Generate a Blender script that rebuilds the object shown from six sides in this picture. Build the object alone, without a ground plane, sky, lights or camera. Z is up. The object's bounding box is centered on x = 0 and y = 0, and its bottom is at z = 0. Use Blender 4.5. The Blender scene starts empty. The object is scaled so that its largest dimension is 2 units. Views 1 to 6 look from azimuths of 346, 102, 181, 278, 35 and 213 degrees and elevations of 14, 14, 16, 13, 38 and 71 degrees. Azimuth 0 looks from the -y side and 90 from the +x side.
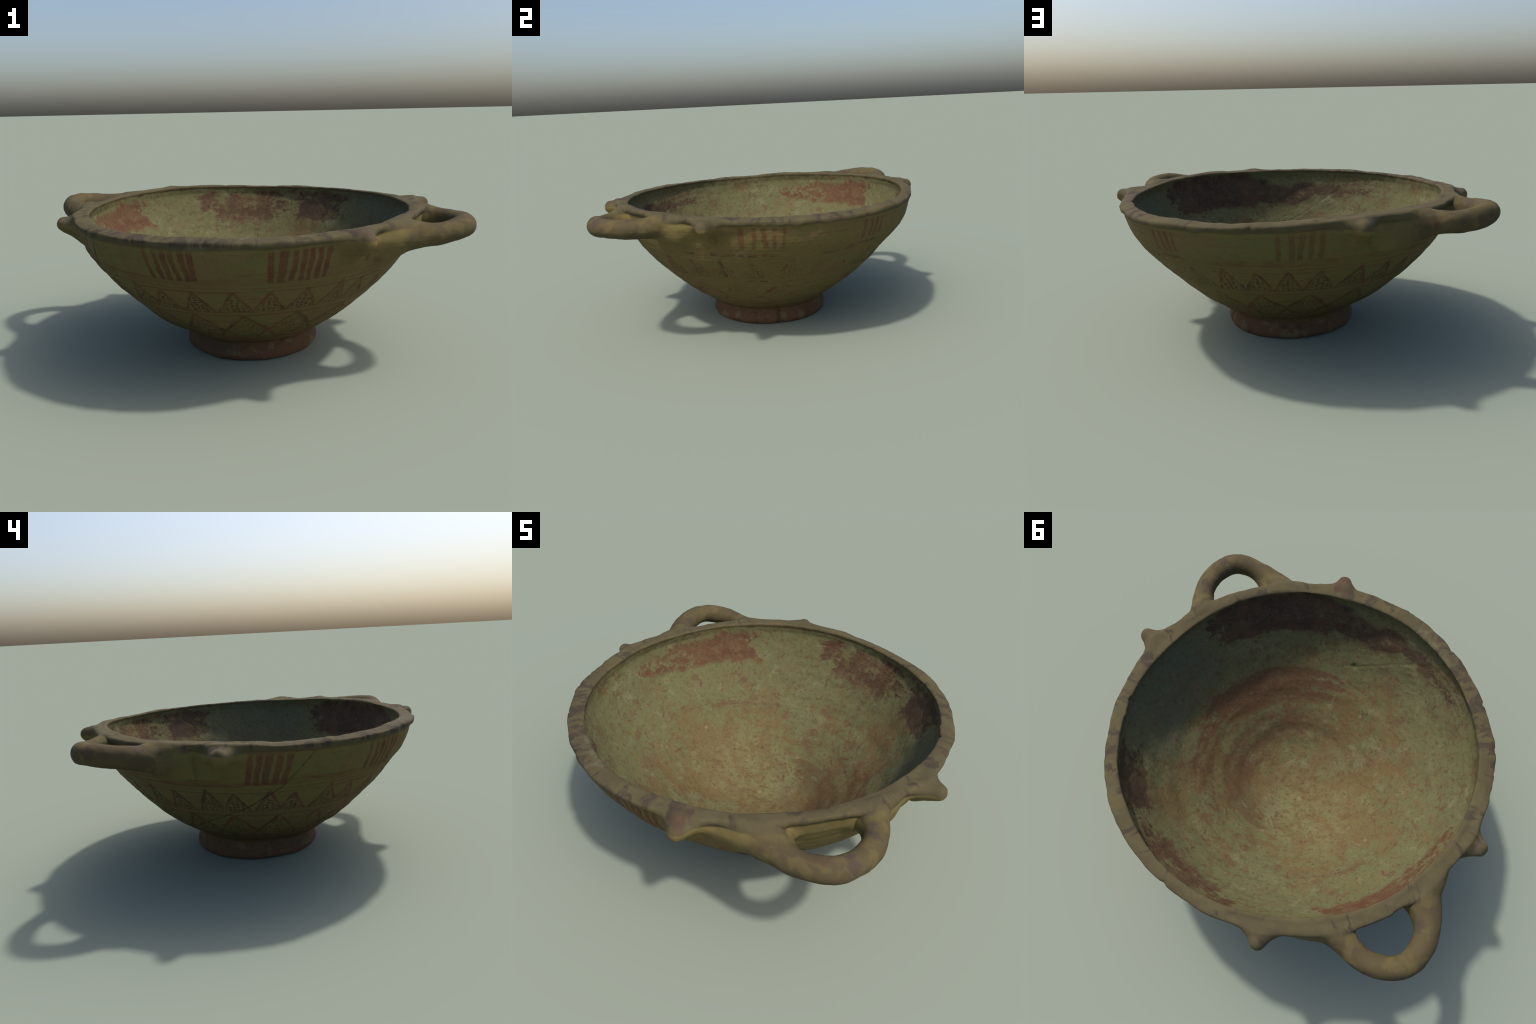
import bpy, bmesh, math, random
import numpy as np
from mathutils import Vector, noise as mnoise

# ------------------------------------------------------------------ profile
def harm(c, t):
    """circle radius (or height) that wobbles: mean + pairs of cos/sin terms"""
    r = np.full_like(t, c[0])
    for k in range(1, (len(c) + 1) // 2):
        r = r + c[2*k-1]*np.cos(k*t) + c[2*k]*np.sin(k*t)
    return r

# lip edges as thrown by hand: slightly oval and saddle shaped
RIM_IN  = [.8414, -.0005, .018, -.0004, .016, -.0026, .0008, -.0015, .0017, -.0014, .0001, -.0024, .0025]
RIM_OUT = [.9164, -.0022, .0149, .0042, .0177, .002, .0026, .0003, .0007, .0015, -.0039, -.0008, -.0008]
Z_IN    = [.7587, -.004, .0025, -.0006, -.0086, .0018, -.0009, -.0005, .0006, -.0019, .0011, .0007, -.0009]
Z_OUT   = [.7531, -.0034, -.0001, .0004, -.0119, .001, -.0036, -.0003, 0, -.0022, .0012, .0018, -.0004]
# outer wall: height, radius, and how the circle is off centre / oval there
OZ  = [.099, .106, .13, .17, .21, .26, .31, .36, .41, .46, .51, .56, .61, .66, .69, .715]
OR  = [.342, .351, .394, .449, .504, .5610, .6140, .6660, .7155, .7615, .8045, .8405, .8675, .8845, .8915, .8965]
H1C = [0, 0, 0, .001, .002, 0, 0, -.002, -.0035, -.0043, -.005, -.006, -.006, -.006, -.006, -.006]
H1S = [.020, .014, .006, .0085, .0100, .014, .0165, .0155, .0125, .0115, .0145, .016, .016, .015, .0145, .0140]
H2C = [0, 0, .002, .006, .0095, .0112, .0110, .0088, .0085, .0093, .0085, .006, .0035, .003, .0025, .002]
H2S = [.004, .006, .010, .0095, .009, .009, .0085, .009, .010, .0105, .013, .017, .0205, .0232, .0242, .025]
# inner wall
IR = [0, .09, .2, .3, .36, .41, .452, .534, .624, .705, .760, .796, .827, .847, .851, .848]
IZ = [.072, .074, .089, .130, .168, .205, .233, .298, .368, .455, .53, .592, .655, .705, .730, .742]
# foot ring: radius, height
FOOT = [(0, .045), (.20, .042), (.262, .035), (.283, .012), (.298, .002), (.318, 0), (.343, .0008), (.354, .007),
        (.3595, .022), (.3605, .034), (.355, .052), (.346, .070), (.341, .084), (.341, .095)]

def smooth_curve(xs, ys, n):
    """Catmull-Rom through points, evenly resampled by arc length"""
    P = np.c_[xs, ys].astype(float)
    Q = np.vstack([2*P[0]-P[1], P, 2*P[-1]-P[-2]])
    t = np.linspace(0, len(P)-1-1e-9, 1200); i = t.astype(int); f = (t-i)[:, None]
    a, b, c, d = Q[i], Q[i+1], Q[i+2], Q[i+3]
    C = .5*(2*b+(c-a)*f+(2*a-5*b+4*c-d)*f*f+(3*b-a-3*c+d)*f**3)
    s = np.r_[0, np.cumsum(np.linalg.norm(np.diff(C, axis=0), axis=1))]
    u = np.linspace(0, s[-1], n)
    return np.interp(u, s, C[:, 0]), np.interp(u, s, C[:, 1])

def wave_noise(x, seed, octaves=4):
    """smooth periodic 1-D noise over an angle"""
    rng = np.random.RandomState(seed); v = np.zeros_like(x)
    for o in range(octaves):
        base = 5*2**o
        for k in range(base, 2*base):
            v += rng.normal()*np.cos(k*x+rng.uniform(0, 6.283))/(2**(o*.55))/math.sqrt(base)
    return v

def dent(t, z):
    """unevenness of the hand-made wall: flat spots pressed in above, a fuller belly low down"""
    d = lambda a: angdiff(t, math.radians(a))
    flat = .017*np.exp(-(d(217)/.36)**2-((z-.57)/.13)**2)+.008*np.exp(-(d(255)/.22)**2-((z-.53)/.09)**2)
    flat = flat+.010*np.exp(-(d(353)/.20)**2-((z-.59)/.09)**2)
    full = np.interp(np.degrees(t) % 360, [0, 40, 75, 120, 165, 181, 230, 275, 300, 325, 345, 360], [0, 0, .75, 1, 1.2, 1.35, 1.2, 1.1, 1.2, .6, .1, 0])
    flat = flat+.011*np.exp(-(d(193)/.62)**2-((z-.135)/.04)**2)
    flush = np.exp(-(d(324)/.24)**2)+np.exp(-(d(142)/.22)**2)              # wall nearly flush with the lip inside the handles
    flat = flat-.013*flush*np.interp(z, [.60, .67, .72], [0, 1, .8])
    return flat-.0125*full*np.interp(z, [.13, .18, .22, .27, .34, .41, .49], [0, .35, .80, 1, .85, .5, 0])

def thinning(t, z):
    """the wall is thinner opposite the sun side: the inside steps back there"""
    return .017*np.clip(np.cos(angdiff(t, math.radians(168))), 0, 1)**.8*np.interp(z, [.36, .50, .66, .73], [0, 1, .8, 0]) \
        - .010*np.exp(-(angdiff(t, math.radians(35))/.8)**2)*np.interp(z, [.2, .33, .6, .72], [0, 1, 1, 0])

def angdiff(a, b):
    return (a-b+math.pi) % (2*math.pi)-math.pi

NT = 960
th = np.linspace(0, 2*np.pi, NT, endpoint=False)

def bowl_mesh():
    rings = []
    zo, zi = harm(Z_OUT, th), harm(Z_IN, th)
    ro, ri = harm(RIM_OUT, th), harm(RIM_IN, th)
    ro = ro+.0016*wave_noise(th, 3)
    zo = zo+.0010*wave_noise(th, 5); zi = zi+.0008*wave_noise(th, 6)
    ri = ri+.0010*wave_noise(th, 8)
    lipz = .0020*wave_noise(th, 11)
    def chip(deg, width, depth):
        s = np.abs(angdiff(th, math.radians(deg)))*.91/width
        return depth*np.clip(1-s, 0, 1)**.8
    nicks = chip(222.9, .010, .012)+chip(243.4, .010, .006)+chip(208, .012, .005)+chip(80, .02, .008)+chip(200.5, .012, .004)
    innick = -chip(17.5, .022, .012)+chip(23, .02, .006)-chip(324, .03, .006)
    ri = ri-innick
    ro = ro-nicks-chip(30, .18, .004)
    # foot ring
    fr, fz = smooth_curve(*zip(*FOOT), 90)
    for r, z in zip(fr, fz):
        k = min(1, r/.3)
        R = r+k*(-.004*np.cos(th)+.020*np.sin(th)+.0012*wave_noise(th, 21, 2))
        rings.append((R, np.full(NT, z)))
    # outer wall
    wz, wr = smooth_curve(OZ, OR, 120)
    for z, r in zip(wz[1:-1], wr[1:-1]):
        I = lambda c: np.interp(z, OZ, c)
        R = r+I(H1C)*np.cos(th)+I(H1S)*np.sin(th)+I(H2C)*np.cos(2*th)+I(H2S)*np.sin(2*th)
        R = R-dent(th, z)
        k = max(0, (z-.3)/.45)**2
        rings.append((R, z+k*(zo-.7531)))
    # lip: overhanging rounded edge, flat top, undercut inner edge
    Rw, Zw = rings[-1]
    for fr_, dz in ((.35, -.031), (.72, -.027), (.93, -.021), (1, -.015), (.985, -.008), (.93, -.002)):
        rings.append((Rw*(1-fr_)+ro*fr_, zo+dz+lipz*(1 if dz < -.018 else .3)))
    for f in np.linspace(.06, .94, 12):
        crown = .0035*math.sin(math.pi*f)+.001
        rings.append((ro*(1-f)-.004*(1-f)+(ri+.003)*f, zo*(1-f)+zi*f+crown))
    for dr, dz in ((.0, -.004), (.001, -.010), (.005, -.018)):
        rings.append((ri+dr, zi+dz))
    # inner wall down to the middle
    ir, iz = smooth_curve(IR, IZ, 130)
    for r, z in list(zip(ir, iz))[::-1][4:-1]:
        k = min(1, r/.84)
        R = r+k*sum(RIM_IN[2*m-1]*np.cos(m*th)+RIM_IN[2*m]*np.sin(m*th) for m in (1, 2, 3))+thinning(th, z)
        rings.append((R, z+k**6*(zi-.7587)))
    R = np.array([a for a, _ in rings]); Z = np.array([b for _, b in rings]); T = np.broadcast_to(th, R.shape)
    R[0] = .004
    V = np.stack([R*np.cos(T), R*np.sin(T), Z], -1).reshape(-1, 3)
    nr = len(rings); i = np.arange(nr-1)[:, None]*NT; j = np.arange(NT)[None]; j2 = (j+1) % NT
    F = np.stack([i+j, i+j2, i+NT+j2, i+NT+j], -1).reshape(-1, 4)
    # close both poles
    V = np.vstack([V, [[0, 0, Z[0, 0]], [0, 0, IZ[0]]]])
    caps = [(j2_, j_, len(V)-2) for j_, j2_ in zip(range(NT), list(range(1, NT))+[0])]
    o = (nr-1)*NT
    caps += [(o+j_, o+j2_, len(V)-1) for j_, j2_ in zip(range(NT), list(range(1, NT))+[0])]
    return V, F, caps

def wall_at(t, z):
    I = lambda c: np.interp(z, OZ, c)
    return I(OR)+I(H1C)*np.cos(t)+I(H1S)*np.sin(t)+I(H2C)*np.cos(2*t)+I(H2S)*np.sin(2*t)-dent(t, z)

def on_wall(deg, z, off, r):
    """a point given by its bearing, height and distance off the outer wall"""
    t = math.radians(deg); R = float(wall_at(np.array(t), np.array(z)))+off
    return (R*math.cos(t), R*math.sin(t), z, r)

# handles: spine points with the radius of the coil of clay; then the clay smeared over each root
W = on_wall
HANDLE_A = [W(-15, .665, -.012, .026), (.829, -.335, .700, .043), (.868, -.43, .704, .047), (.894, -.535, .706, .050),
            (.880, -.635, .710, .052), (.820, -.716, .710, .051), (.705, -.743, .694, .050), (.610, -.735, .686, .052),
            (.525, -.735, .676, .051), W(-62, .672, -.016, .018)]
HANDLE_B = [W(120, .66, -.016, .018), (-.560, .690, .668, .048), (-.664, .706, .710, .052), (-.757, .724, .716, .053),
            (-.852, .701, .726, .053), (-.922, .640, .736, .051), (-.943, .545, .726, .054), (-.925, .447, .714, .055),
            (-.885, .343, .690, .055), W(165, .68, -.016, .018)]
ROOTS_A = [[(.74, -.738, .692, .028), W(-50, .664, .034, .040), W(-56, .640, .012, .044), W(-62, .618, -.022, .030), W(-66, .605, -.022, .014)],
           [(.70, -.740, .705, .028), W(-53, .705, .030, .036), W(-59, .703, -.002, .036), W(-64, .69, -.016, .016)],
           [(.888, -.50, .70, .028), W(-24, .668, .008, .034), W(-19, .642, -.006, .034), W(-14, .622, -.020, .026), W(-10, .605, -.022, .014)],
           [(.888, -.48, .712, .028), W(-22, .705, .002, .030), W(-16.5, .703, -.010, .030), W(-12, .69, -.016, .016)]]
ROOTS_B = [[(-.70, .722, .705, .030), W(129, .668, .012, .036), W(123.5, .642, -.004, .036), W(118, .618, -.022, .030), W(114, .605, -.022, .014)],
           [(-.70, .720, .716, .030), W(130, .705, .008, .031), W(124, .703, -.010, .030), W(119, .69, -.016, .016)],
           [(-.937, .50, .712, .030), W(156, .672, .040, .044), W(161.5, .643, .018, .044), W(166, .618, -.022, .030), W(170, .605, -.022, .014)],
           [(-.935, .47, .718, .030), W(157.5, .708, .040, .044), W(164, .706, .008, .040), W(168, .69, -.016, .016)]]

# lugs: bearing, distance of the tip from the axis, height of the tip
LUGS = [(354.8, .994, .731, .020), (286.2, .952, .722, .019), (178.8, .988, .720, .021), (110.2, .974, .741, .019)]
def lug_spines(deg, tip, z, r):
    """a pinched horn of clay: one spine straight out, the others spread over the wall below and beside it"""
    off = tip+.017-r-float(wall_at(np.array(math.radians(deg)), np.array(.70)))
    end = W(deg, .70, off, r)[:2]+(z, r)
    mid = lambda d, zz, o, rr: W(d, zz, off*o, rr)
    return [[W(deg, z-.026, -.004, .026), mid(deg, z-.014, .42, .036), end],
            [W(deg-5.0, z-.012, -.006, .019), mid(deg-2.2, z-.008, .33, .030), mid(deg, z-.004, .85, r)],
            [W(deg+5.0, z-.012, -.006, .019), mid(deg+2.2, z-.008, .33, .030), mid(deg, z-.004, .85, r)],
            [W(deg, z-.090, -.012, .020), mid(deg, z-.050, .32, .026), mid(deg, z-.014, .85, r)]]
LUG_SPINES = [p for l in LUGS for p in lug_spines(*l)]

def catmull(P, n):
    P = np.asarray(P, float); K = len(P)
    Q = np.vstack([2*P[0]-P[1], P, 2*P[-1]-P[-2]])
    t = np.linspace(0, K-1-1e-9, n); i = t.astype(int); f = (t-i)[:, None]
    a, b, c, d = Q[i], Q[i+1], Q[i+2], Q[i+3]
    return .5*(2*b+(c-a)*f+(2*a-5*b+4*c-d)*f*f+(3*b-a-3*c+d)*f**3)

def tube_mesh(P, n=140, m=40):
    C = catmull(P, n); T = np.gradient(C[:, :3], axis=0); T /= np.linalg.norm(T, axis=1, keepdims=True)
    U = np.array([0, 0, 1.])-T*T[:, 2:3]; U /= np.linalg.norm(U, axis=1, keepdims=True)
    S = np.cross(T, U); a = np.linspace(0, 2*np.pi, m, endpoint=False)
    V = C[:, None, :3]+C[:, None, 3:4]*(np.cos(a)[None, :, None]*S[:, None]+np.sin(a)[None, :, None]*U[:, None])
    V = V.reshape(-1, 3)
    i = np.arange(n-1)[:, None]*m; j = np.arange(m)[None]; j2 = (j+1) % m
    F = np.stack([i+j, i+j2, i+m+j2, i+m+j], -1).reshape(-1, 4)
    return V, F, [tuple(range(m))[::-1], tuple(range((n-1)*m, n*m))]

def new_mesh(name, parts):
    verts, faces, o = [], [], 0
    for V, F, extra in parts:
        verts.append(V); faces += (F+o).tolist(); faces += [tuple(k+o for k in f) for f in extra]; o += len(V)
    me = bpy.data.meshes.new(name); me.from_pydata(np.vstack(verts).tolist(), [], faces); me.update()
    bm = bmesh.new(); bm.from_mesh(me); bmesh.ops.recalc_face_normals(bm, faces=bm.faces); bm.to_mesh(me); bm.free()
    return me

# ------------------------------------------------------------- one clay body
src = bpy.data.objects.new("clay", new_mesh("clay", [bowl_mesh(), *[tube_mesh(p) for p in [HANDLE_A, HANDLE_B]+ROOTS_A+ROOTS_B+LUG_SPINES]]))
bpy.context.scene.collection.objects.link(src)
mod = src.modifiers.new("fuse", 'REMESH'); mod.mode = 'VOXEL'; mod.voxel_size = .0056; mod.use_smooth_shade = True
dg = bpy.context.evaluated_depsgraph_get()
fused = bpy.data.meshes.new_from_object(src.evaluated_get(dg))
bpy.data.objects.remove(src)

nv = len(fused.vertices)
co = np.empty(nv*3, np.float32); fused.vertices.foreach_get("co", co); co = co.reshape(-1, 3).astype(float)
ed = np.empty(len(fused.edges)*2, np.int32); fused.edges.foreach_get("vertices", ed); ed = ed.reshape(-1, 2)
deg = np.bincount(ed.ravel(), minlength=nv).astype(float)[:, None]

def neighbour_mean(X):
    acc = np.zeros_like(X)
    for k in range(X.shape[1]):
        acc[:, k] = np.bincount(ed[:, 0], X[ed[:, 1], k], nv)+np.bincount(ed[:, 1], X[ed[:, 0], k], nv)
    return acc/deg


def smin(a, b, k):
    """union of two solids with a fillet of size k"""
    h = np.clip(.5+.5*(b-a)/k, 0, 1)
    return b*(1-h)+a*h-k*h*(1-h)

def chain_dist(X, P, n=60):
    C = catmull(P, n); d = np.full(len(X), 9.)
    for a, b in zip(C[:-1], C[1:]):                     # round cones between successive spine points
        e = b[:3]-a[:3]; h = np.clip(((X-a[:3])@e)/max(e@e, 1e-12), 0, 1)
        d = np.minimum(d, np.linalg.norm(X-a[:3]-h[:, None]*e, axis=1)-(a[3]+(b[3]-a[3])*h))
    return d

def handle_dist(X):
    out = np.full(len(X), 9.)
    for main, roots in ((HANDLE_A, ROOTS_A), (HANDLE_B, ROOTS_B)):
        box = (np.abs(X[:, 0]-np.mean([p[0] for p in main])) < .42) & (np.abs(X[:, 1]-np.mean([p[1] for p in main])) < .42)
        i = np.where(box)[0]; Y = X[i]
        d = chain_dist(Y, main)
        k = np.interp(bowl_dist(Y), [.02, .09], [.075, .02])
        for r in roots: d = smin(d, chain_dist(Y, r, 30), k)
        out[i] = np.minimum(out[i], d)
    return out

def lug_dist(X):
    out = np.full(len(X), 9.)
    for p in LUG_SPINES:
        i = np.where(np.linalg.norm(X-np.array(p[1][:3]), axis=1) < .3)[0]
        out[i] = smin(out[i], chain_dist(X[i], p, 24), .03)
    return out

def bowl_dist(X):
    """distance to the bowl's outside and rim top, near enough for filleting"""
    t = np.arctan2(X[:, 1], X[:, 0]); rho = np.hypot(X[:, 0], X[:, 1]); z = X[:, 2]
    zo, ro = harm(Z_OUT, t), harm(RIM_OUT, t)
    w = wall_at(t, z-(zo-.7531)*np.clip((z-.3)/.45, 0, 1)**2)
    f = np.interp(z-zo, [-.036, -.031, -.027, -.021, -.015, -.008, -.001], [0, .35, .72, .93, 1, .985, .93])
    R = w*(1-f)+ro*f
    return np.maximum((rho-R)*.9, z-zo-.004)

# soften the voxel steps everywhere (shrink-free), and the joints of handles and lugs more
for i in range(3):
    co += .5*(neighbour_mean(co)-co); co -= .52*(neighbour_mean(co)-co)
rho = np.hypot(co[:, 0], co[:, 1]); tt = np.arctan2(co[:, 1], co[:, 0])
rho = np.hypot(co[:, 0], co[:, 1]); tt = np.arctan2(co[:, 1], co[:, 0])
region = np.where((co[:, 2] > .52) & (rho > harm(RIM_OUT, tt)-.055) | (co[:, 2] > .55) & (rho > .93))[0]
near_part = lambda X: np.minimum(handle_dist(X), lug_dist(X))
region = region[near_part(co[region]) < .12]
def solid(X):
    k = np.interp(X[:, 2], [.68, .735], [.085, .04])
    return smin(lug_dist(X), smin(handle_dist(X), bowl_dist(X), k), np.interp(X[:, 2], [.69, .735], [.058, .042]))
w = np.zeros((nv, 1)); w[region, 0] = np.clip((.085-near_part(co[region]))/.05, 0, 1)
w[:, 0] *= np.clip((rho-(harm(RIM_OUT, tt)-.055))/.03, 0, 1)
lugw = np.ones((nv, 1)); lugw[region, 0] = np.where(lug_dist(co[region]) < handle_dist(co[region]), .3, 1)
for it in range(6):                                     # slide the joints onto the filleted solid
    X = co[region]; f = solid(X); e = 1e-4
    g = np.stack([(solid(X+np.eye(3)[k]*e)-f)/e for k in range(3)], -1)
    step = -f[:, None]*g/np.maximum((g**2).sum(1, keepdims=True), .25)
    step *= np.minimum(1, .012/np.maximum(np.linalg.norm(step, axis=1, keepdims=True), 1e-9))
    co[region] += w[region]*step*.8
    for s_ in range(6): co += w*lugw*.5*(neighbour_mean(co)-co)
for s_ in range(10): co += w*lugw*.5*(neighbour_mean(co)-co)
# the wall beside the root was wiped smooth
wipe = np.exp(-(angdiff(tt, math.radians(345))/.17)**2)*np.clip((co[:, 2]-.57)/.03, 0, 1)*np.clip((.725-co[:, 2])/.02, 0, 1)*(np.hypot(co[:, 0], co[:, 1]) > .80)
wipe *= (np.hypot(co[:, 0], co[:, 1]) > wall_at(tt, co[:, 2])-.03)*np.clip((.075-(np.hypot(co[:, 0], co[:, 1])-wall_at(tt, co[:, 2])))/.03, 0, 1)
wipe *= np.clip((lug_dist(co)-.004)/.03, 0, 1)
for i in range(90): co += wipe[:, None]*.55*(neighbour_mean(co)-co)

# ------------------------------------------------- wear: lumps, cracks, gouge
def wall_radius(X): return wall_at(np.arctan2(X[:, 1], X[:, 0]), X[:, 2])
rho = np.hypot(co[:, 0], co[:, 1]); tt = np.arctan2(co[:, 1], co[:, 0]); z = co[:, 2]
fused.vertices.foreach_set("co", co.astype(np.float32).ravel()); fused.update()
nrm = np.empty(nv*3, np.float32); fused.vertex_normals.foreach_get("vector", nrm); nrm = nrm.reshape(-1, 3).astype(float)
rng = np.random.RandomState(4)
def lumps(X, freq, n, seed):
    """sum of random plane waves: cheap smooth noise, roughly -1..1"""
    r = np.random.RandomState(seed); v = np.zeros(len(X))
    for _ in range(n):
        d = r.normal(size=3); d *= freq*r.uniform(.6, 1.5)/np.linalg.norm(d)
        v += np.sin(X@d+r.uniform(0, 6.283))
    return v/math.sqrt(n/2)
def polyline_dist(T, Z, pts, R):
    """distance in metres along the wall to a line drawn as (bearing, height) points"""
    d = np.full(len(T), 9.)
    P = np.array([(math.radians(a), b) for a, b in pts])
    for (a0, z0), (a1, z1) in zip(P[:-1], P[1:]):
        ex, ey = (a1-a0)*R, (z1-z0)*1.25
        px, py = angdiff(T, a0)*R, (Z-z0)*1.25
        h = np.clip((px*ex+py*ey)/(ex*ex+ey*ey), 0, 1)
        d = np.minimum(d, np.hypot(px-h*ex, py-h*ey))
    return d
mid_r = .5*(wall_radius(co)+np.interp(z, IZ, IR)+z*.02)
outside = (rho > mid_r) | (z < .06)
amp = .0016*lumps(co, 18, 26, 1)+.0008*lumps(co, 60, 30, 2)+.00035*lumps(co, 150, 40, 3)
ridges = np.sin(z*330+1.5*lumps(co, 6, 12, 5))*.00025+np.sin(z*150+2*lumps(co, 5, 12, 6))*.00028
amp += np.where(outside & (z > .1) & (z < .70), ridges, 0)
turns = np.sin(rho*75+.6*lumps(co, 4, 10, 8))*.0010
amp += np.where(~outside & (z < .6), turns, 0)
CRACK = [(207.5, .75), (207, .736), (204.6, .685), (200.4, .604), (196.4, .54), (190.1, .461), (182.3, .40), (172.9, .345), (153.9, .254)]
FOOT_CRACK = [(10, .094), (16, .088), (24, .088), (25, .075), (22, .06), (23, .035), (21.5, .0)]
GOUGE = [(278, .398), (275.2, .407), (270.2, .419), (261.3, .474), (251.9, .559), (248, .60)]
EDGE = [(28, .56), (28.5, .485), (31.3, .407), (38.4, .318), (48, .295)]
wob = lumps(co, 45, 12, 12)*.0022
d = polyline_dist(tt, z, CRACK, .72)+wob*.5
amp -= np.where(outside, .0028*np.clip(1-np.abs(d)/.0075, 0, 1), 0)
d = polyline_dist(tt, z, FOOT_CRACK, .355)
amp -= np.where(outside & (z < .105), .006*np.clip(1-d/.008, 0, 1), 0)
d = polyline_dist(tt, z, GOUGE, .62)+wob
amp -= np.where(~outside, .0018*np.clip(1-np.abs(d)/.009, 0, 1), 0)
g = np.hypot(angdiff(tt, math.radians(272.5))*.64, (z-.413)*1.4)
amp -= np.where(~outside, .010*np.clip(1-g/.026, 0, 1)**1.3, 0)
d = polyline_dist(tt, z, EDGE, .72)+wob
amp += np.where(outside, .0022*np.clip(1-np.abs(d)/.008, 0, 1), 0)
# battered lip: shallow flakes off the outer edge of the rim
lip = np.clip(1-np.abs(rho-harm(RIM_OUT, tt))/.03, 0, 1)*np.clip((z-.70)/.02, 0, 1)
amp -= lip*(.0040*np.clip(lumps(co, 38, 20, 31)-1.0, 0, 1.2)+.0012*lumps(co, 16, 14, 33))
co += nrm*amp[:, None]
co[:, 2] = np.maximum(co[:, 2], 0)
fused.vertices.foreach_set("co", co.astype(np.float32).ravel()); fused.update()
fused.vertex_normals.foreach_get("vector", (buf := np.empty(nv*3, np.float32))); nrm = buf.reshape(-1, 3).astype(float)

# ------------------------------------------------------------------ materials
class Tree:
    """thin helper so that a material reads like a formula"""
    def __init__(self, name):
        self.m = bpy.data.materials.new(name); self.m.use_nodes = True
        self.t = self.m.node_tree; self.t.nodes.clear()
    def node(self, kind, **kw):
        n = self.t.nodes.new(kind)
        for k, v in kw.items(): setattr(n, k, v)
        return n
    def put(self, sock, v):
        if isinstance(v, bpy.types.NodeSocket): self.t.links.new(v, sock)
        elif isinstance(v, (tuple, list)) and len(v) == 3 and sock.type == 'RGBA': sock.default_value = (*v, 1)
        else: sock.default_value = v
    def op(self, kind, a, b=None, c=None, clamp=False):
        n = self.node("ShaderNodeMath", operation=kind, use_clamp=clamp)
        for s, v in zip(n.inputs, (a, b, c)):
            if v is not None: self.put(s, v)
        return n.outputs[0]
    def add(self, a, b): return self.op('ADD', a, b)
    def sub(self, a, b): return self.op('SUBTRACT', a, b)
    def mul(self, a, b, clamp=False): return self.op('MULTIPLY', a, b, clamp=clamp)
    def madd(self, a, b, c): return self.op('MULTIPLY_ADD', a, b, c)
    def mn(self, a, b): return self.op('MINIMUM', a, b)
    def mx(self, a, b): return self.op('MAXIMUM', a, b)
    def abs(self, a): return self.op('ABSOLUTE', a)
    def ramp(self, v, lo, hi, a=0., b=1., smooth=True):
        n = self.node("ShaderNodeMapRange", interpolation_type='SMOOTHSTEP' if smooth else 'LINEAR')
        for k, x in zip(("Value", "From Min", "From Max", "To Min", "To Max"), (v, lo, hi, a, b)): self.put(n.inputs[k], x)
        return n.outputs[0]
    def mix(self, f, a, b):
        n = self.node("ShaderNodeMix", data_type='RGBA'); n.clamp_factor = True
        self.put(n.inputs[0], f); self.put(n.inputs[6], a); self.put(n.inputs[7], b)
        return n.outputs[2]
    def vec(self, x, y, z):
        n = self.node("ShaderNodeCombineXYZ")
        for s, v in zip(n.inputs, (x, y, z)): self.put(s, v)
        return n.outputs[0]
    def noise(self, v, scale, detail=4., rough=.55, dist=0.):
        n = self.node("ShaderNodeTexNoise")
        self.put(n.inputs["Vector"], v)
        for k, x in (("Scale", scale), ("Detail", detail), ("Roughness", rough), ("Distortion", dist)): n.inputs[k].default_value = x
        return n.outputs[0]
    def curve(self, v, pts):
        """piecewise linear look-up of one value (both axes 0..1)"""
        n = self.node("ShaderNodeFloatCurve"); c = n.mapping.curves[0]; n.mapping.use_clip = False
        c.points[0].location = pts[0]; c.points[-1].location = pts[-1]
        for p in pts[1:-1]: c.points.new(*p)
        for p in c.points: p.handle_type = 'VECTOR'
        n.mapping.update(); self.put(n.inputs["Value"], v)
        return n.outputs[0]
    def window(self, v, a, b, soft):
        return self.mul(self.ramp(v, a-soft, a+soft), self.ramp(v, b-soft, b+soft, 1., 0.))
    def finish(self, color, rough, bump_h, strength=.35, dist=.004):
        b = self.node("ShaderNodeBsdfPrincipled"); o = self.node("ShaderNodeOutputMaterial")
        self.put(b.inputs["Base Color"], color); self.put(b.inputs["Roughness"], rough)
        b.inputs["Specular IOR Level"].default_value = .10
        n = self.node("ShaderNodeBump"); n.inputs["Strength"].default_value = strength; n.inputs["Distance"].default_value = dist
        self.put(n.inputs["Height"], bump_h); self.t.links.new(n.outputs[0], b.inputs["Normal"])
        self.t.links.new(b.outputs[0], o.inputs["Surface"])
        return self.m

def position(T):
    P = T.node("ShaderNodeTexCoord").outputs["Object"]
    s = T.node("ShaderNodeSeparateXYZ"); T.put(s.inputs[0], P); x, y, z = s.outputs
    t = T.op('FLOORED_MODULO', T.mul(T.op('ARCTAN2', y, x), 57.29578), 360.)
    r = T.op('SQRT', T.add(T.mul(x, x), T.mul(y, y)))
    # height measured from a rim that dips and rises twice around
    level = T.madd(T.op('SINE', T.mul(t, math.radians(2.))), T.mul(z, .0135), z)
    return P, x, y, z, t, r, level

OLIVE, WARM, PALE = (.113, .101, .036), (.132, .096, .038), (.104, .112, .054)
RIM, RIMDARK, RIMPALE = (.073, .060, .031), (.042, .032, .026), (.105, .094, .056)
PAINT, DARKPAINT = (.098, .036, .021), (.056, .029, .020)
FOOT_RED, FOOT_BUFF = (.102, .055, .030), (.122, .084, .042)
YELLOW = (.122, .097, .038)

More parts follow.
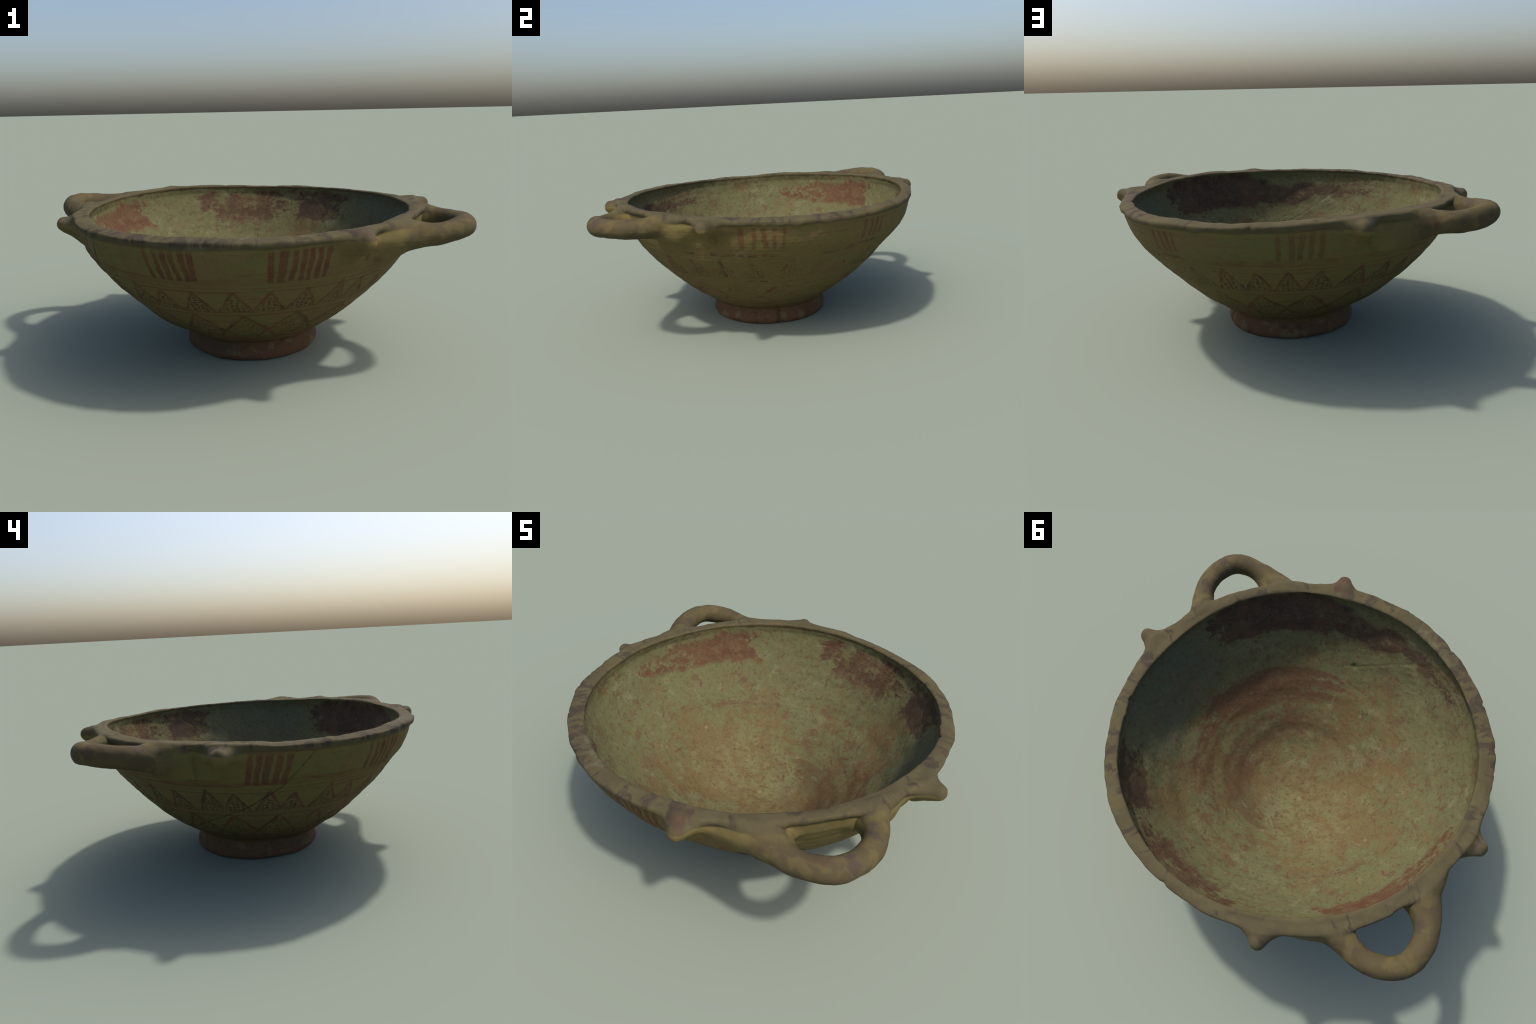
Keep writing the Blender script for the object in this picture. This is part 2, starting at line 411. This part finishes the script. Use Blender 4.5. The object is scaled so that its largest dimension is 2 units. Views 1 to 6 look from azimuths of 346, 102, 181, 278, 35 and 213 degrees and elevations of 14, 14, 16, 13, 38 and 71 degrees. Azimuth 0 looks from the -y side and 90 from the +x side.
# painted bars under the rim: bearing at the top, bearing at the foot, half width (all degrees)
BARS = [  # (bars, top, foot, strength)
    ([(187.0, 185.0, .75), (189.6, 187.7, .8), (192.2, 190.5, 1.0), (195.4, 193.5, .9), (198.4, 196.4, .85)], .728, .556, .95),
    ([(226.0, 226.0, .62), (229.0, 229.5, .7), (231.8, 231.7, .7), (234.0, 234.6, .75), (237.0, 237.4, .8), (239.6, 239.2, .75)], .726, .571, 1.0),
    ([(260.7, 260.8, .85), (264.4, 263.9, 1.05), (267.5, 266.9, .7), (269.9, 269.7, .65), (272.1, 271.8, .7), (274.9, 274.3, .7), (277.3, 277.0, .75)], .722, .560, 1.0),
    ([(5.0, 4.6, .8), (8.8, 9.0, .6), (12.2, 12.5, .8), (15.6, 15.5, .6), (18.5, 18.5, .5)], .712, .595, .8),
    ([(47.2, 47.4, .6), (50.0, 50.9, .65), (52.5, 52.8, .65), (55.0, 55.2, .5)], .705, .598, .75),
    ([(87.2, 87.4, .6), (91.1, 91.0, .8), (94.2, 93.2, .75), (96.8, 96.3, .75), (99.9, 99.3, .65)], .720, .588, .64)]
# bearings of the points of the two zigzags
UPPER = [9, 21, 33, 45, 56, 67.5, 79.3, 89.4, 100.4, 114, 126, 137, 147, 158.3, 169.8, 180, 191.5, 201.7, 213.3, 225.5, 236.6,
         249.8, 262.2, 273.5, 285.4, 296, 307, 319, 331, 343, 355]
LOWER = [20, 40, 59, 78, 98.6, 119.8, 140, 159, 178, 196.8, 214, 231.7, 251.9, 273.6, 296.7, 318, 339, 358]

def phase(T, t, pts):
    n = len(pts)
    p = [(a/360., (k+1.5)/(n+2)) for k, a in enumerate(pts)]
    w = pts[0]+360-pts[-1]
    first = 1.5-pts[0]/w; last = n+.5+(360-pts[-1])/w
    return T.mul(T.curve(T.mul(t, 1/360.), [(0., first/(n+2))]+p+[(1., last/(n+2))]), float(n+2))

def decoration(T, P, x, y, z, t, r, level, color):
    wob = T.node("ShaderNodeTexNoise"); T.put(wob.inputs["Vector"], P); wob.inputs["Scale"].default_value = 14; wob.inputs["Detail"].default_value = 3
    ws = T.node("ShaderNodeSeparateColor"); T.put(ws.inputs[0], wob.outputs["Color"])
    tw = T.add(t, T.madd(ws.outputs[0], 1.5, -.75)); zw = T.add(level, T.madd(ws.outputs[1], .016, -.008))
    fine = T.noise(P, 70., 5., .65); blot = T.noise(P, 16., 6., .6); big = T.noise(P, 5., 4., .6)
    streak = T.noise(T.vec(T.mul(x, 2.5), T.mul(y, 2.5), T.mul(z, 60.)), 1., 4., .6)
    worn = T.madd(fine, .35, T.madd(blot, .45, T.mul(big, .35)))            # about .57 on average
    # how much of the painting survives around the pot
    keep = T.curve(T.mul(t, 1/360.), [(0, .34), (.03, .40), (.07, .30), (.11, .22), (.15, .36), (.19, .62), (.27, .72), (.33, .70), (.39, .78),
                                      (.50, .84), (.56, .92), (.62, .97), (.76, .97), (.82, .80), (.88, .55), (.94, .42), (1, .34)])
    ok = T.ramp(worn, T.madd(keep, .55, .18), T.madd(keep, .55, .30), 1., 0.)
    # horizontal bands
    def band(zc, hw, soft, k, a=None):
        m = T.ramp(T.abs(T.sub(zw, zc)), hw+soft, max(hw-soft, 0), 0., k)
        return T.mul(m, a) if a is not None else m
    wide = T.ramp(T.mul(T.add(big, streak), .5), .36, .60)
    sector = T.curve(T.mul(t, 1/360.), [(0, .30), (.07, .2), (.10, .75), (.155, .35), (.17, .9), (.27, .8), (.31, .5), (.36, .7), (.41, 1), (.60, .95),
                                        (.625, .35), (.68, .4), (.75, .25), (.80, .5), (.93, .2), (.97, .8), (1, .55)])
    bands = T.mul(T.mul(band(.566, .019, .006, 1.), wide), sector)
    thin = T.ramp(streak, .40, .56)
    for zc, hw, k in ((.531, .0035, .7), (.510, .0040, .75), (.388, .0030, .75), (.364, .0050, .75), (.200, .004, .7), (.184, .004, .8), (.166, .006, 1.), (.146, .007, 1.), (.128, .007, 1.)):
        bands = T.mx(bands, T.mul(band(zc, hw, .0025, k), T.madd(thin, .7, .3)))
    bands = T.mx(bands, T.mul(band(.7235, .0075, .0035, .85), T.mul(T.window(t, 186., 283., 3.), T.ramp(big, .42, .55))))
    bands = T.mul(bands, T.madd(ok, .75, .25))
    color = T.mix(T.mul(bands, .72), color, PAINT)
    # bars
    edge = T.madd(blot, .5, -.25)
    bars = None
    for group, top, foot, k in BARS:
        d = None
        for a, b, hw in group:
            s = (a-b)/(top-foot)
            e = T.sub(T.abs(T.sub(tw, T.madd(zw, s, b-s*foot))), hw*1.1)
            d = e if d is None else T.mn(d, e)
        m = T.mul(T.ramp(T.madd(fine, .35, T.add(d, T.add(edge, -.175))), .22, -.20, 0., k), T.window(T.madd(blot, .03, T.add(zw, -.015)), foot, top, .004))
        bars = m if bars is None else T.mx(bars, m)
    barkeep = T.ramp(worn, T.madd(keep, .30, .47), T.madd(keep, .30, .62), 1., 0.)
    tone = T.mix(T.ramp(T.add(T.mul(big, .6), T.mul(T.sub(.64, zw), 2.2)), .22, .62), PAINT, DARKPAINT)
    color = T.mix(T.mul(T.mul(bars, barkeep), T.ramp(T.madd(blot, .6, T.mul(fine, .4)), .36, .58, .92, .62)), color, tone)
    # upper row: tall triangles filled with dots
    u = phase(T, tw, UPPER); k = T.op('FLOOR', u)
    wn = T.node("ShaderNodeTexWhiteNoise", noise_dimensions='1D'); T.put(wn.inputs["W"], k)
    tri = T.mul(T.abs(T.sub(T.op('FRACT', u), T.madd(wn.outputs["Value"], .22, .39))), 2.05)
    h = T.op('DIVIDE', T.add(zw, -.389), T.madd(wn.outputs["Value"], .030, .108))
    gap = T.mul(T.sub(tri, T.sub(1., h)), .069)
    wide_ = T.madd(blot, .016, -.008)
    side = T.mul(T.ramp(T.add(T.abs(gap), wide_), .0100, .0062), T.window(h, 0., 1.06, .03))
    vor = T.node("ShaderNodeTexVoronoi", voronoi_dimensions='2D'); vor.inputs["Randomness"].default_value = .42; vor.inputs["Scale"].default_value = 1.
    T.put(vor.inputs["Vector"], T.vec(T.mul(tw, .56), T.mul(zw, 74.), 0.))
    dot = T.ramp(T.madd(fine, .10, T.add(vor.outputs["Distance"], -.05)), .44, .31)
    dots1 = T.mul(T.mul(dot, T.ramp(gap, -.009, -.013)), T.window(h, .03, .9, .02))
    # lower row: broad triangles whose sides cross
    u2 = phase(T, tw, LOWER)
    t2 = T.mul(T.abs(T.sub(T.op('FRACT', u2), .5)), 2.)
    q = T.mul(T.sub(.357, zw), 1/.112)
    side2 = T.mn(T.abs(T.sub(t2, q)), T.abs(T.sub(t2, T.sub(2., q))))
    side2 = T.mul(T.ramp(T.madd(side2, .083, wide_), .0105, .0066), T.window(zw, .187, .362, .004))
    vor2 = T.node("ShaderNodeTexVoronoi", voronoi_dimensions='2D'); vor2.inputs["Randomness"].default_value = .6; vor2.inputs["Scale"].default_value = 1.
    T.put(vor2.inputs["Vector"], T.vec(T.mul(tw, .44), T.mul(zw, 72.), 0.))
    dotb = T.mul(T.ramp(T.madd(fine, .14, T.add(vor2.outputs["Distance"], -.07)), .44, .31), T.ramp(blot, .40, .58, 1., .35))
    dots2 = T.mul(T.mul(dotb, T.ramp(T.sub(T.mn(q, T.sub(2., q)), t2), .10, .16)), T.window(zw, .19, .34, .004))
    lines = T.mul(T.mx(side, side2), T.ramp(worn, T.madd(keep, .50, .26), T.madd(keep, .50, .44), 1., .04))
    color = T.mix(T.mul(lines, T.ramp(T.madd(fine, .5, T.mul(blot, .5)), .38, .58, .88, .46)), color, T.mix(T.ramp(big, .42, .62), PAINT, DARKPAINT))
    color = T.mix(T.mul(T.mul(T.mx(dots1, dots2), T.ramp(keep, .22, .5, .25, 1.)), T.ramp(T.madd(blot, .6, T.mul(big, .4)), .38, .58, .35, .85)), color, DARKPAINT)
    # old smears and a stray vertical stroke on the worn side
    smear = T.mul(T.window(tw, 33., 57., 3.), T.ramp(T.abs(T.add(zw, T.madd(big, .06, -.588))), .024, .006))
    smear = T.mul(smear, T.ramp(T.add(T.mul(blot, .5), T.mul(streak, .5)), .44, .54))
    stray = T.mul(T.mul(T.window(tw, 354.6, 356.2, .3), T.window(zw, .40, .525, .006)), T.ramp(blot, .44, .52))
    line = T.mul(T.mul(T.mx(T.window(tw, 342., 360., 3.), T.window(tw, -4., 16., 3.)), T.ramp(T.abs(T.sub(zw, .553)), .011, .005)), T.ramp(blot, .42, .52))
    line2 = T.mul(T.mul(T.window(tw, 4., 13., 1.), T.ramp(T.abs(T.sub(zw, .373)), .008, .003)), T.ramp(blot, .40, .5))
    color = T.mix(T.mul(T.mx(T.mx(smear, stray), T.mx(line, line2)), T.ramp(fine, .40, .62, .75, .2)), color, DARKPAINT)
    # the big crack
    crack = None
    for (a0, z0), (a1, z1) in ((CRACK[0], CRACK[4]), (CRACK[4], CRACK[6]), (CRACK[6], CRACK[8])):
        s = (a1-a0)/(z1-z0)
        d = T.mul(T.abs(T.sub(t, T.madd(z, s, a0-s*z0))), 1/math.hypot(1, s*.0125))
        m = T.mul(T.ramp(T.madd(blot, .3, d), .55, .30), T.window(z, z1, z0, .001))
        crack = m if crack is None else T.mx(crack, m)
    return T.mix(T.mul(crack, T.ramp(fine, .40, .60, .75, .35)), color, (.030, .026, .017))

def outer_material(name, painted=False, handle=False):
    T = Tree(name); P, x, y, z, t, r, level = position(T)
    n1 = T.noise(P, 3.2, 7., .6); n2 = T.noise(P, 11., 6., .6, .4); n3 = T.noise(P, 80., 4., .6)
    lines = T.noise(T.vec(T.mul(x, 3.), T.mul(y, 3.), T.mul(z, 75.)), 1., 4., .6)
    brown = T.curve(T.mul(t, 1/360.), [(0, .075), (.12, .06), (.20, .0), (.35, -.02), (.52, -.02), (.62, .0), (.72, .03), (.90, .05), (1, .075)])
    color = T.mix(T.ramp(T.add(brown, T.madd(n1, .60, T.madd(lines, .28, T.mul(n3, .12)))), .41, .57), OLIVE, WARM)
    green = T.curve(T.mul(t, 1/360.), [(0, .2), (.08, .6), (.20, .8), (.36, .75), (.50, .55), (.62, .25), (.8, .15), (1, .2)])
    color = T.mix(T.mul(T.ramp(T.madd(n2, .6, T.mul(n1, .4)), .50, .66), T.mul(green, .7)), color, PALE)
    # darker wheel lines and grime, fine grain
    color = T.mix(T.ramp(lines, .56, .74, 0., .45), color, (.070, .050, .024))
    color = T.mix(T.ramp(n3, .55, .74, 0., .6), color, (.078, .062, .030))
    mottle = T.noise(P, 26., 7., .7, .4)
    color = T.mix(T.ramp(mottle, .54, .66, 0., .45), color, (.092, .066, .030))
    color = T.mix(T.ramp(mottle, .46, .34, 0., .35), color, (.128, .118, .060))
    color = T.mix(T.ramp(n3, .36, .22, 0., .4), color, (.165, .145, .075))
    if painted: color = decoration(T, P, x, y, z, t, r, level, color)
    # clay smeared round the handle roots is yellower and unpainted
    root = T.mul(T.mx(T.window(t, 296., 344., 7.), T.window(t, 117., 170., 7.)), T.ramp(T.madd(n2, .05, z), .575, .640))
    color = T.mix(T.mul(root, T.ramp(n2, .30, .55, .35, .75)), color, T.mix(n1, YELLOW, (.118, .100, .040)))
    # foot: worn red slip
    foot = T.ramp(T.madd(n2, .020, level), .122, .106)
    Q = T.vec(T.add(x, .37), T.add(y, .53), T.add(z, .21)); chips = T.noise(Q, 15., 5., .6)
    fc = T.mix(T.ramp(chips, .54, .61), FOOT_RED, FOOT_BUFF)
    fc = T.mix(T.ramp(T.noise(Q, 7., 5., .6), .46, .62, 0., .5), fc, (.100, .060, .032))
    fc = T.mix(T.ramp(T.noise(P, 24., 5., .6), .56, .66, 0., .7), fc, (.062, .036, .024))
    fc = T.mix(T.mul(T.ramp(T.madd(n2, .06, z), .125, .095), T.ramp(chips, .54, .66, 0., .35)), fc, (.112, .104, .056))
    fc = T.mix(T.mul(T.mul(T.window(t, 205., 240., 16.), T.ramp(z, .02, .06)), T.ramp(n2, .36, .48, 0., .8)), fc, (.070, .056, .034))
    color = T.mix(foot, color, fc)
    cz = T.mul(T.window(z, .0, .088, .002), T.ramp(T.abs(T.add(t, T.madd(T.noise(P, 40., 2.), 3., -24.3))), .5, .2))
    color = T.mix(T.mul(cz, .85), color, (.022, .016, .012))
    # rim: brown-grey with dark strokes drawn across it
    across = T.noise(T.vec(T.mul(T.op('COSINE', T.mul(t, .0174533)), 13.), T.mul(T.op('SINE', T.mul(t, .0174533)), 13.), T.mul(r, 9.)), 1., 4., .62, .6)
    amount = T.curve(T.mul(t, 1/360.), [(0, .52), (.06, .60), (.13, .62), (.20, .35), (.33, .35), (.45, .45), (.50, .6), (.54, .5), (.57, .66), (.78, .70), (.83, .5), (1, .52)])
    ring = T.mix(T.ramp(T.madd(n1, .4, T.mul(n2, .6)), .40, .62), RIM, (.092, .077, .038))
    ring = T.mix(T.mul(T.mul(T.window(t, 238., 258., 4.), T.ramp(n2, .44, .58)), .4), ring, (.115, .120, .078))
    ring = T.mix(T.mul(T.ramp(T.madd(amount, .30, T.madd(n2, .25, T.mul(across, .85))), .735, .82), T.ramp(T.madd(n2, .01, level), .732, .752, .12, .72)), ring, RIMDARK)
    ring = T.mix(T.mul(T.window(t, 174., 183., 1.5), T.mul(T.ramp(r, .93, .965, 0., .7), T.ramp(n2, .40, .52))), ring, (.104, .084, .052))
    red = T.mul(T.window(t, 284., 289., .8), T.ramp(across, .52, .58))
    ring = T.mix(T.mul(red, .5), ring, (.090, .050, .034))
    ring = T.mix(T.ramp(n3, .58, .78, 0., .5), ring, (.055, .044, .034))
    ring = T.mix(T.ramp(n3, .36, .22, 0., .45), ring, RIMPALE)
    lipedge = T.madd(n2, .030, T.madd(n3, .008, T.add(level, -.019)))
    up = T.ramp(lipedge, .716, .727)
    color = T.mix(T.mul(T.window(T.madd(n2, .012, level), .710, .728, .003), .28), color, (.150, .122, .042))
    if not handle: color = T.mix(up, color, ring)
    else:
        coil = T.mix(T.ramp(n1, .38, .60), (.084, .067, .030), (.072, .056, .030))
        coil = T.mix(T.ramp(T.madd(n2, .7, T.mul(n1, .3)), .50, .60, 0., .7), coil, (.112, .089, .038))
        blots = T.noise(P, 7.5, 3., .5)
        coil = T.mix(T.ramp(blots, .585, .65, 0., .7), coil, (.060, .042, .036))
        coil = T.mix(T.ramp(T.noise(P, 13., 5., .6), .63, .70, 0., .6), coil, (.088, .044, .028))
        coil = T.mix(T.ramp(n3, .58, .78, 0., .45), coil, (.062, .048, .030))
        coil = T.mix(T.ramp(n3, .36, .22, 0., .4), coil, (.150, .125, .070))
        color = T.mix(T.mul(up, T.ramp(r, .945, .915)), color, ring)
        color = T.mix(T.ramp(r, .905, .965), color, coil)
    hgt = T.madd(n3, .35, T.madd(n2, .5, T.mul(lines, .25)))
    return T.finish(color, T.ramp(n2, .3, .7, .72, .92), hgt)

def inner_material(name):
    T = Tree(name); P, x, y, z, t, r, level = position(T)
    tn = T.mul(t, 1/360.)
    n1 = T.noise(P, 3.0, 8., .62, .3); n2 = T.noise(P, 10., 8., .66, .5); n3 = T.noise(P, 75., 5., .65)
    ragged = T.noise(P, 4.5, 7., .65, .4)
    tp = T.add(tn, T.madd(ragged, .10, T.madd(n2, .03, -.065)))
    wipe = T.noise(T.vec(T.mul(x, 2.2), T.mul(y, 2.2), T.mul(T.add(r, z), 16.)), 1., 6., .62, .4)     # turning marks
    tan, buff = (.116, .084, .035), (.106, .106, .047)
    up = T.ramp(z, .25, .60, -.03, .055)
    color = T.mix(T.ramp(T.add(up, T.madd(n2, .42, T.madd(n1, .33, T.madd(T.noise(P, 30., 6., .7, .5), .15, T.mul(wipe, .10))))), .435, .530), tan, buff)
    color = T.mix(T.ramp(T.madd(wipe, .6, T.mul(n2, .4)), .54, .66, 0., .4), color, (.128, .088, .038))
    mott = T.madd(T.noise(P, 17., 8., .74, .6), .6, T.mul(T.noise(P, 5.5, 6., .6), .4))
    color = T.mix(T.ramp(mott, .53, .60, 0., .65), color, (.146, .140, .074))
    color = T.mix(T.ramp(mott, .47, .41, 0., .55), color, (.098, .066, .034))
    stains = T.madd(T.noise(P, 6.5, 9., .72, .9), .62, T.mul(T.noise(T.vec(T.mul(x, 9.), T.mul(y, 9.), T.mul(z, 24.)), 1., 6., .7), .38))
    color = T.mix(T.ramp(stains, .54, .61, 0., .66), color, (.090, .050, .029))
    # darker green-grey side, opposite a pale floor full of grit
    side = T.mx(T.window(t, -40., 30., 9.), T.window(t, 341., 400., 9.))
    green = T.mul(T.mul(side, T.ramp(T.madd(n2, .1, z), .40, .52)), T.ramp(T.madd(n1, .5, T.mul(mott, .5)), .38, .56, .45, .92))
    color = T.mix(green, color, (.080, .088, .054))
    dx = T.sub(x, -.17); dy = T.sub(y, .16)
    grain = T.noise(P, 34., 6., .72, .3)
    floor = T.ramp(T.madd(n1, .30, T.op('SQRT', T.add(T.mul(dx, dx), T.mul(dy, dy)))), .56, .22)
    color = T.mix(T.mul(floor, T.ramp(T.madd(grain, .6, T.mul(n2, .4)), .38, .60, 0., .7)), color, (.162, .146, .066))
    # slip that was once a red ring under the rim
    cover = T.curve(tp, [(0, .04), (.06, .06), (.082, .25), (.112, .68), (.135, .66), (.155, .30), (.18, .52), (.215, .60), (.265, .50), (.29, .14), (.335, .12),
                         (.378, .85), (.43, .84), (.445, .55), (.50, .55), (.515, .18), (.58, .20), (.625, .40), (.67, .56), (.70, .70), (.78, .76), (.80, .95), (.91, .96), (.925, .80), (.95, .05), (1, .04)])
    low = T.curve(tn, [(0, .53), (.10, .55), (.17, .53), (.27, .53), (.36, .545), (.43, .555), (.50, .60), (.62, .60), (.71, .575), (.735, .53), (.78, .52), (.90, .525), (.955, .56), (1, .55)])
    high = T.curve(tn, [(0, .72), (.10, .725), (.18, .705), (.28, .70), (.36, .695), (.43, .69), (.51, .65), (.64, .70), (.70, .66), (.75, .645), (.79, .70), (.81, .735), (.92, .735), (.945, .66), (1, .7)])
    zz = T.add(level, T.madd(n2, .11, T.madd(ragged, .12, -.115)))
    inband = T.mul(T.ramp(zz, T.sub(low, .010), T.add(low, .012)), T.ramp(zz, T.sub(high, .012), T.add(high, .022), 1., 0.))
    grit = T.madd(T.sub(T.madd(n2, .42, T.madd(n3, .16, T.mul(T.noise(T.vec(T.mul(x, 20.), T.mul(y, 20.), T.mul(z, 34.)), 1., 7., .72, .7), .42))), .5), 1.7, .5)
    slip = T.mul(inband, T.ramp(T.add(grit, T.mul(cover, -.62)), .255, .145))
    stain = T.mul(inband, T.ramp(T.add(ragged, T.mul(cover, -.5)), .32, .05))
    tone = T.curve(tn, [(0, .9), (.09, .95), (.14, .9), (.19, .45), (.28, .40), (.35, .05), (.50, .08), (.60, .45), (.68, .80), (.78, 1.), (.95, 1.), (1, .9)])
    redness = T.mix(T.ramp(grit, .42, .55), (.082, .031, .018), (.098, .044, .024))
    color = T.mix(T.mul(stain, .35), color, (.105, .062, .032))
    color = T.mix(T.mul(slip, T.ramp(T.madd(grit, .5, T.mul(mott, .5)), .36, .60, .90, .62)), color, T.mix(tone, redness, T.mix(T.ramp(n2, .40, .62), (.034, .021, .018), (.060, .027, .020))))
    # second and third rings, brushed on while the pot turned
    brush = T.madd(T.sub(T.madd(wipe, .45, T.madd(mott, .35, T.mul(n3, .20))), .5), 2.2, .5)
    c2 = T.curve(tn, [(0, .80), (.05, .62), (.14, .50), (.20, .20), (.29, .12), (.305, .40), (.40, .50), (.43, .1), (.60, .05), (.74, .10), (.77, .62), (.82, .92), (.94, .92), (1, .80)])
    lo2 = T.curve(tn, [(0, .27), (.14, .22), (.28, .33), (.305, .352), (.43, .355), (.60, .30), (.76, .26), (.80, .235), (.94, .24), (1, .27)])
    hi2 = T.curve(tn, [(0, .36), (.05, .345), (.14, .31), (.28, .36), (.43, .388), (.60, .35), (.78, .352), (.84, .368), (.94, .372), (1, .36)])
    z2 = T.add(z, T.madd(n2, .03, -.015))
    in2 = T.mul(T.ramp(z2, T.sub(lo2, .012), T.add(lo2, .014)), T.ramp(z2, T.sub(hi2, .006), T.add(hi2, .008), 1., 0.))
    color = T.mix(T.mul(T.mul(in2, T.ramp(T.add(brush, T.mul(c2, -.34)), .40, .24)), .66), color, (.088, .037, .022))
    c3 = T.curve(tn, [(0, .9), (.14, .95), (.22, .75), (.27, .15), (.6, .05), (.78, .2), (.84, .8), (1, .9)])
    in3 = T.mul(T.ramp(T.madd(n2, .10, r), .30, .34), T.ramp(T.madd(n2, .10, r), .44, .49, 1., 0.))
    color = T.mix(T.mul(T.mul(in3, T.ramp(T.add(brush, T.mul(c3, -.34)), .40, .20)), .55), color, (.078, .040, .023))
    # flecks: red, orange and soot
    f1 = T.ramp(T.noise(P, 24., 7., .72, .8), .585, .630); f2 = T.ramp(T.noise(P, 38., 4., .6, .4), .64, .69); f3 = T.ramp(T.noise(P, 52., 3., .55), .66, .71)
    speck = T.noise(P, 46., 5., .7, .3)
    color = T.mix(T.ramp(speck, .56, .62, 0., .6), color, (.086, .048, .027))
    color = T.mix(T.ramp(speck, .42, .35, 0., .45), color, (.118, .124, .066))
    color = T.mix(T.mul(f1, T.ramp(n1, .36, .56, .25, .85)), color, (.092, .042, .025))
    color = T.mix(T.mul(f2, .6), color, (.160, .088, .044))
    color = T.mix(T.mul(f3, .7), color, (.045, .038, .028))
    color = T.mix(T.ramp(n3, .55, .75, 0., .6), color, (.074, .060, .034))
    color = T.mix(T.ramp(n3, .42, .26, 0., .5), color, (.165, .150, .080))
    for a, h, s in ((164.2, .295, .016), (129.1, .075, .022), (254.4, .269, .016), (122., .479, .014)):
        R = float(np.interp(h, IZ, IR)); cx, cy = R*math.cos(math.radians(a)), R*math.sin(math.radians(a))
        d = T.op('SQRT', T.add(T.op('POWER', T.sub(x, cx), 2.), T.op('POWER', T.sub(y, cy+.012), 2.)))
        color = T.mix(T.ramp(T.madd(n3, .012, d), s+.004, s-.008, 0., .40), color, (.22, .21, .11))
    # the rim colour runs over the inner edge
    color = T.mix(T.ramp(T.madd(n3, .010, level), .744, .754), color, T.mix(n2, RIM, (.092, .077, .038)))
    pits = T.ramp(T.noise(P, 60., 3., .6, .5), .40, .30)
    hgt = T.madd(n3, .5, T.madd(mott, .6, T.madd(wipe, .25, T.mul(pits, -.5))))
    return T.finish(color, T.ramp(n2, .3, .7, .74, .94), hgt, .55)

MATS = {"outer_wall": outer_material("painted_slip", painted=True), "rim": outer_material("worn_rim_clay"),
        "foot": outer_material("red_slip_clay"), "lug": outer_material("pinched_clay"),
        "handle": outer_material("coiled_clay", handle=True), "inner_wall": inner_material("stained_interior")}

# -------------------------------------------------- take the body apart by region
nf = len(fused.polygons)
start = np.empty(nf, np.int32); fused.polygons.foreach_get("loop_start", start)
total = np.empty(nf, np.int32); fused.polygons.foreach_get("loop_total", total)
loops = np.empty(len(fused.loops), np.int32); fused.loops.foreach_get("vertex_index", loops)
cen = np.add.reduceat(co[loops], start)/total[:, None]
ct = np.arctan2(cen[:, 1], cen[:, 0]); cr = np.hypot(cen[:, 0], cen[:, 1]); cz = cen[:, 2]
zo, zi, ro = harm(Z_OUT, ct), harm(Z_IN, ct), harm(RIM_OUT, ct)
inner_r = np.interp(cz, IZ, IR)+.018*np.sin(ct)*np.clip(cz/.4, 0, 1)+.016*np.sin(2*ct)*np.clip(cz/.6, 0, 1)+thinning(ct, cz)
inside = (cr < .5*(inner_r+wall_radius(cen))) & (cz < zi-.006) & (cz > .055)
label = np.full(nf, "outer_wall", dtype=object)
label[(cz > zo-.038) & ~inside] = "rim"
label[(cz < .100) & ~inside] = "foot"
out_by = cr-np.maximum(wall_radius(cen), np.where(cz > zo-.04, ro, 0))
big = (cz > .55) & (cr > .84)
i = np.where(big)[0]
dh_, dl_ = handle_dist(cen[i]), lug_dist(cen[i])
label[i[(dh_ < .03) & (out_by[i] > .008) & (dh_ < dl_)]] = "handle"
label[i[(dl_ < .03) & (out_by[i] > .010) & (dl_ <= dh_)]] = "lug"
label[inside] = "inner_wall"
def pieces():
    for k in ("outer_wall", "inner_wall", "rim", "foot"): yield k, np.where(label == k)[0]
    h = np.where(label == "handle")[0]
    for s in (1, -1): yield "handle", h[cen[h, 0]*s > 0]
    l = np.where(label == "lug")[0]
    for deg, *_ in LUGS: yield "lug", l[np.abs(angdiff(ct[l], math.radians(deg))) < .35]

root = bpy.data.objects.new("two_handled_bowl", None); root.empty_display_size = .2
bpy.context.scene.collection.objects.link(root)
root["label"] = "old painted clay bowl with two loop handles and four lugs"; root["category"] = "bowl"
for name, faces in pieces():
    vid = np.concatenate([loops[start[f]:start[f]+total[f]] for f in faces]) if len(faces) < 3000 else loops[np.isin(np.repeat(np.arange(nf), total), faces)]
    used, inv = np.unique(vid, return_inverse=True)
    me = bpy.data.meshes.new(name)
    cnt = total[np.sort(faces)] if len(faces) >= 3000 else total[faces]
    me.vertices.add(len(used)); me.vertices.foreach_set("co", co[used].astype(np.float32).ravel())
    me.loops.add(len(inv)); me.loops.foreach_set("vertex_index", inv.astype(np.int32))
    me.polygons.add(len(cnt)); me.polygons.foreach_set("loop_start", np.r_[0, np.cumsum(cnt)[:-1]].astype(np.int32))
    me.update(calc_edges=True); me.validate()
    me.polygons.foreach_set("use_smooth", np.ones(len(cnt), bool))
    me.normals_split_custom_set_from_vertices(nrm[used].tolist())
    me.materials.append(MATS[name])
    ob = bpy.data.objects.new(name, me); bpy.context.scene.collection.objects.link(ob); ob.parent = root
bpy.data.meshes.remove(fused)
